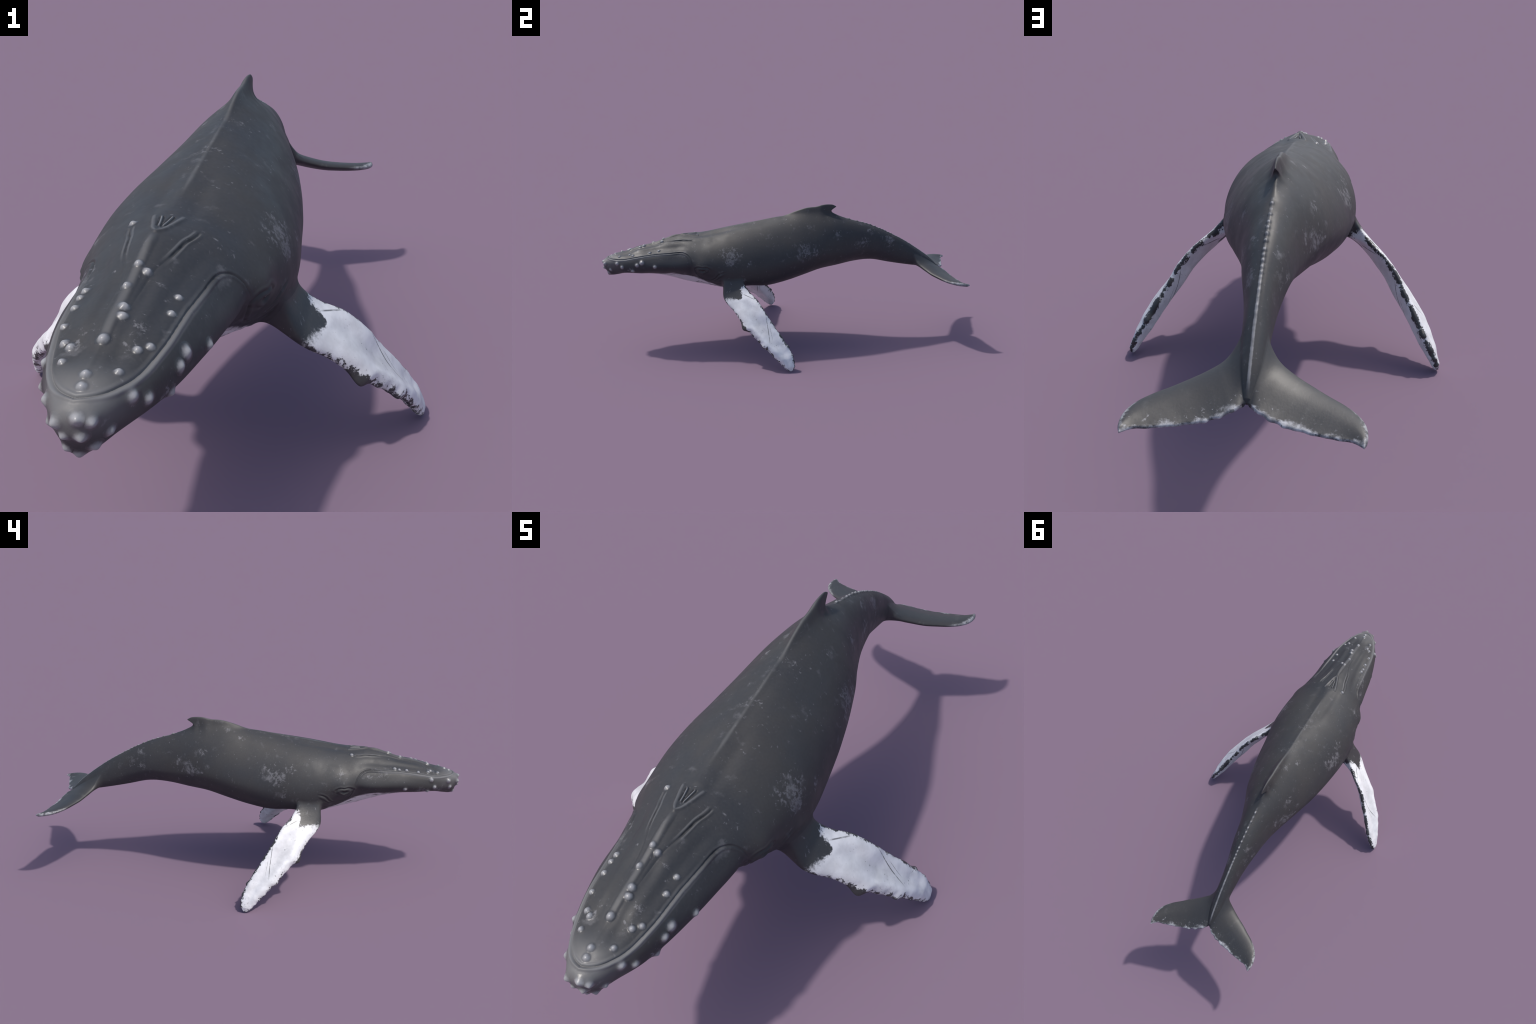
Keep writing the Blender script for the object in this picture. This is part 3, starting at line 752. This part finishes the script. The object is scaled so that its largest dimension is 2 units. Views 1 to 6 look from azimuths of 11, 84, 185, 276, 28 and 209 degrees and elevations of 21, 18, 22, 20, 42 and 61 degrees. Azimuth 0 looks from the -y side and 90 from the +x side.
def flipper_material():
    k = Nodes("flipper_skin")
    x, y, z = k.xyz()
    ax = k.math("ABSOLUTE", x)
    cmb = k.n("ShaderNodeCombineXYZ"); k.put(cmb.inputs[0], ax); k.put(cmb.inputs[1], y); k.put(cmb.inputs[2], z)
    rel = k.vmath("SUBTRACT", cmb.outputs[0], tuple(O0))
    u = k.vmath("DOT_PRODUCT", rel, tuple(U)); v = k.vmath("DOT_PRODUCT", rel, tuple(Vd))
    sh = k.vmath("ADD", k.co, (.37, .11, .23))
    vle = k.curve(u, edge_curve(LEc)); vte = k.curve(u, edge_curve(TEc))
    dle = k.math("SUBTRACT", vle, v); dte = k.math("SUBTRACT", v, vte)
    n1 = k.noise(85.0, 6, .72); n2 = k.noise(24.0, 4, .6, vec=sh)
    nn = k.math("ADD", k.math("MULTIPLY", n1, .6), k.math("MULTIPLY", n2, .4))
    # mottled dark rims
    wle = k.math("MULTIPLY_ADD", k.step(nn, .42, .68), .026, -.007)
    wte = k.math("MULTIPLY_ADD", k.step(nn, .40, .62), .0110, -.0015)
    rim = k.math("MAXIMUM", k.step(dle, k.math("ADD", wle, .004), k.math("SUBTRACT", wle, .003)), k.step(dte, k.math("ADD", wte, .0018), k.math("SUBTRACT", wte, .0018)))
    # dark shoulder: reaches farther along the middle of the blade and along the upper face
    geo = k.n("ShaderNodeNewGeometry")
    chord = k.math("DIVIDE", dte, k.math("MAXIMUM", k.math("ADD", dle, dte), .01))
    tongue = k.curve(chord, [(0, .002), (.15, .012), (.27, .030), (.35, .044), (.43, .058), (.52, .052), (.62, .034), (.8, .012), (1, .002)])
    edge = k.math("MULTIPLY_ADD", n1, .075, k.math("MULTIPLY_ADD", n2, .05, -.052))
    uu = k.math("ADD", u, edge)
    root = k.step(k.math("SUBTRACT", uu, tongue), k.math("MULTIPLY_ADD", k.step(chord, .45, .85), .022, .006), -.006)
    # scattered dark freckles and a few raking scratches
    vo = k.voronoi(90.0)
    spot = k.math("MULTIPLY", k.math("MULTIPLY", k.step(k.noise(140.0, 4, .6, dist=.3), .59, .64), k.step(vo, .60, .30)), k.math("MAXIMUM", k.step(k.noise(16.0, 3, vec=sh), .52, .62), k.math("MULTIPLY", k.step(k.vmath("DISTANCE", cmb.outputs[0], (.415, -.160, .182)), .040, .010), k.step(n1, .42, .52))))
    st = k.n("ShaderNodeMapping"); k.put(st.inputs["Vector"], cmb.outputs[0])
    st.inputs["Rotation"].default_value = (.42, .25, .5); st.inputs["Scale"].default_value = (1, .06, 1)
    sc = k.noise(95.0, 2, .5, vec=st.outputs[0], dist=.1)
    scr = k.math("MULTIPLY", k.step(sc, .70, .74), k.step(k.noise(7.0, 2), .52, .62))
    # long raking scars across the blade
    for (u0, v0, u1, v1, wd_) in ((.200, -.064, .352, .010, .0016), (.225, -.052, .335, .000, .0010), (.028, -.024, .112, -.070, .0022), (.262, -.046, .345, -.012, .0008)):
        sl_ = (v1 - v0) / (u1 - u0)
        dl = k.math("ABSOLUTE", k.math("SUBTRACT", v, k.math("MULTIPLY_ADD", u, sl_, v0 - sl_ * u0)))
        lm = k.math("MULTIPLY", k.step(dl, wd_ * 1.5, wd_ * .4), k.math("MULTIPLY", k.step(u, u0, u0 + .02), k.step(u, u1, u1 - .04)))
        scr = k.math("MAXIMUM", scr, k.math("MULTIPLY", lm, k.step(n1, .36, .50, .35, 1.0)))
    darkm = k.math("MAXIMUM", k.math("MAXIMUM", rim, root), k.math("MULTIPLY", k.math("MAXIMUM", spot, scr), .8))
    knob = k.math("MULTIPLY", k.step(k.vmath("DISTANCE", cmb.outputs[0], (.350, -.268, .198)), .034, .008), k.step(n2, .30, .55, .30, .75))
    darkm = k.math("MAXIMUM", darkm, knob)
    shade = k.step(k.noise(22.0, 5, .6), .35, .7)
    white = k.mix(shade, (.76, .76, .775, 1), (.62, .617, .628, 1))
    grey = k.step(k.noise(11.0, 3, vec=sh), .55, .75, 0, .35)
    white = k.mix(grey, white, (.50, .495, .51, 1))
    mid = k.math("MULTIPLY", k.step(k.math("ABSOLUTE", k.math("SUBTRACT", chord, .52)), .24, .04), k.math("MULTIPLY", k.step(u, .04, .12), k.step(u, .42, .30)))  # soft shading of the mid-blade, greyed into the white
    white = k.mix(k.math("MULTIPLY", mid, k.step(n2, .3, .7, .25, .6)), white, (.48, .478, .49, 1))
    dk = k.mix(k.step(k.noise(60.0, 6, .7, vec=k.stretch(1, 1, .4)), .62, .66, 0, .5), dark_skin(k), PALE)
    col = k.mix(darkm, white, dk)
    h = k.math("ADD", k.math("MULTIPLY", k.noise(55.0, 5), .6), k.math("MULTIPLY", k.noise(240.0, 3), .2))
    return k.out(col, .42, h, .22, .004, .5)

def fluke_material():
    k = Nodes("fluke_skin")
    x, y, z = k.xyz(); ax = k.math("ABSOLUTE", x)
    te = spline(FLUKE_TE, np.linspace(0, 1, 60)); le = spline(FLUKE_LE, np.linspace(0, 1, 60))
    tey = [(0., .897)] + [(q, np.interp(q, te[:, 0], te[:, 1])) for q in np.linspace(.035, .268, 11)]
    lex = [(q, np.interp(q, le[:, 1], le[:, 0])) for q in np.linspace(.80, .965, 8)]
    dte = k.math("SUBTRACT", k.curve(ax, tey), y)
    dtip = k.math("SUBTRACT", k.curve(y, lex), ax)
    n1 = k.noise(80.0, 5, .7); n2 = k.noise(18.0, 3, .6)
    wd = k.math("MULTIPLY_ADD", k.step(n2, .40, .66), .014, k.math("MULTIPLY_ADD", n1, .030, -.0175))
    rim = k.step(dte, k.math("ADD", wd, .008), k.math("SUBTRACT", wd, .005))
    tw = k.math("MULTIPLY", k.step(ax, .20, .27), k.math("MULTIPLY_ADD", n1, .040, -.012))
    tip = k.math("MULTIPLY", k.step(dtip, k.math("ADD", tw, .005), k.math("SUBTRACT", tw, .006)), k.step(ax, .2, .25))
    blot = k.step(k.noise(55.0, 2), .62, .66, 1, .25)
    m = k.math("MULTIPLY", k.math("MAXIMUM", rim, k.math("MULTIPLY", tip, .75)), blot)
    fr = k.math("MULTIPLY", k.step(n1, .60, .66), k.step(dte, .05, .015))
    m = k.math("MAXIMUM", m, k.math("MULTIPLY", fr, .5))
    base = dark_skin(k)
    base = k.mix(k.step(k.noise(30.0, 5, .65, vec=k.stretch(1, .5, 1)), .55, .72, 0, .35), base, (.11, .11, .105, 1))
    # the ridge line runs on to the notch
    col = k.mix(k.math("MULTIPLY", m, k.step(k.noise(34.0, 5, .65, vec=k.stretch(1, 1, .01)), .34, .60, .30, 1.0)), base, (.46, .46, .48, 1))
    h = k.math("ADD", k.math("MULTIPLY", k.noise(60.0, 5), .6), k.math("MULTIPLY", k.noise(210.0, 3, vec=k.stretch(1, .4, 1)), .35))
    return k.out(col, .5, h, .11, .004, .5)

def tubercle_material():
    k = Nodes("tubercle_skin")
    oi = k.n("ShaderNodeObjectInfo").outputs["Random"]
    c = k.n("ShaderNodeAttribute", attribute_type="OBJECT", attribute_name='["centre"]').outputs["Vector"]
    r = k.n("ShaderNodeAttribute", attribute_type="OBJECT", attribute_name='["reach"]').outputs["Fac"]
    d = k.math("DIVIDE", k.vmath("DISTANCE", k.co, c), r)
    d = k.math("ADD", d, k.math("MULTIPLY_ADD", k.noise(180.0, 3), .30, -.15))
    m = k.step(d, .92, .30)
    pale = k.mix(k.noise(60.0, 3), (.22, .22, .225, 1), (.32, .32, .33, 1))  # lightened knob tops: their highlights are part of this colour
    col = k.mix(m, skin_colour(k), pale)
    return k.out(col, .36, k.noise(300.0, 3), .08, .003, .5)

def eye_material():
    k = Nodes("eye_gloss")
    return k.out(k.mix(k.step(k.noise(90., 2), .4, .6), (.008, .007, .006, 1), (.02, .017, .014, 1)), .12, None)

MS, MF, MK, MT, ME = skin_material(), flipper_material(), fluke_material(), tubercle_material(), eye_material()

# ----------------------------------------------------------------- objects
col = bpy.context.scene.collection
def part(name, tags_, mat, parent):
    q = ALLQ2[np.isin(QTAG, tags_)]; t = ALLT2[np.isin(TTAG, tags_)]
    u = np.unique(np.concatenate([q.ravel(), t.ravel()]))
    lut = np.full(len(ALLV), -1); lut[u] = np.arange(len(u))
    me = bpy.data.meshes.new(name)
    me.vertices.add(len(u)); me.vertices.foreach_set("co", ALLV[u].astype(np.float32).ravel())
    loops = np.concatenate([lut[q].ravel(), lut[t].ravel()]).astype(np.int32)
    me.loops.add(len(loops)); me.loops.foreach_set("vertex_index", loops)
    starts = np.concatenate([np.arange(len(q)) * 4, len(q) * 4 + np.arange(len(t)) * 3]).astype(np.int32)
    me.polygons.add(len(starts)); me.polygons.foreach_set("loop_start", starts)
    me.polygons.foreach_set("use_smooth", np.ones(len(starts), bool))
    me.update(calc_edges=True); me.validate()
    me.normals_split_custom_set_from_vertices(VN[u].astype(np.float32))
    me.materials.append(mat)
    o = bpy.data.objects.new(name, me); col.objects.link(o); o.parent = parent
    return o

root = bpy.data.objects.new("humpback_whale", None); col.objects.link(root)
root["label"] = "dark grey humpback whale with long white knobbly flippers"
root["category"] = "whale"
head = part("head", [0], MS, root)
jaw = part("lower_jaw", [1], MS, head)
torso = part("torso", [2], MS, root)
tail = part("tail", [3], MS, root)
fin = part("dorsal_fin", [4], MS, torso)
for t in (10, 11): part("flipper", [t], MF, root)
for t in (20, 21): part("fluke", [t], MK, tail)

for i, (q, r, hgt, jaw_) in enumerate(KNOBS):
    o = part("tubercle", [100 + i], MT, jaw if jaw_ else head)
    c, rr = KNOB_C[i]
    o["centre"] = [float(v) for v in c]; o["reach"] = float(rr)

# eyes
def ball(name, c, r, parent):
    me = bpy.data.meshes.new(name)
    import bmesh
    bm = bmesh.new(); bmesh.ops.create_uvsphere(bm, u_segments=32, v_segments=20, radius=r); bm.to_mesh(me); bm.free()
    for pl_ in me.polygons: pl_.use_smooth = True
    me.materials.append(ME)
    o = bpy.data.objects.new(name, me); col.objects.link(o); o.location = c; o.scale = (.8, 1.5, .8); o.parent = parent
for sgn_ in (1, -1):
    q = EYE * np.array([sgn_, 1, 1])
    kx = ((ALLV - q) ** 2).sum(1).argmin()
    c = ALLV[kx] - VN[kx] * .0030
    ball("eye", c, .0075, head)
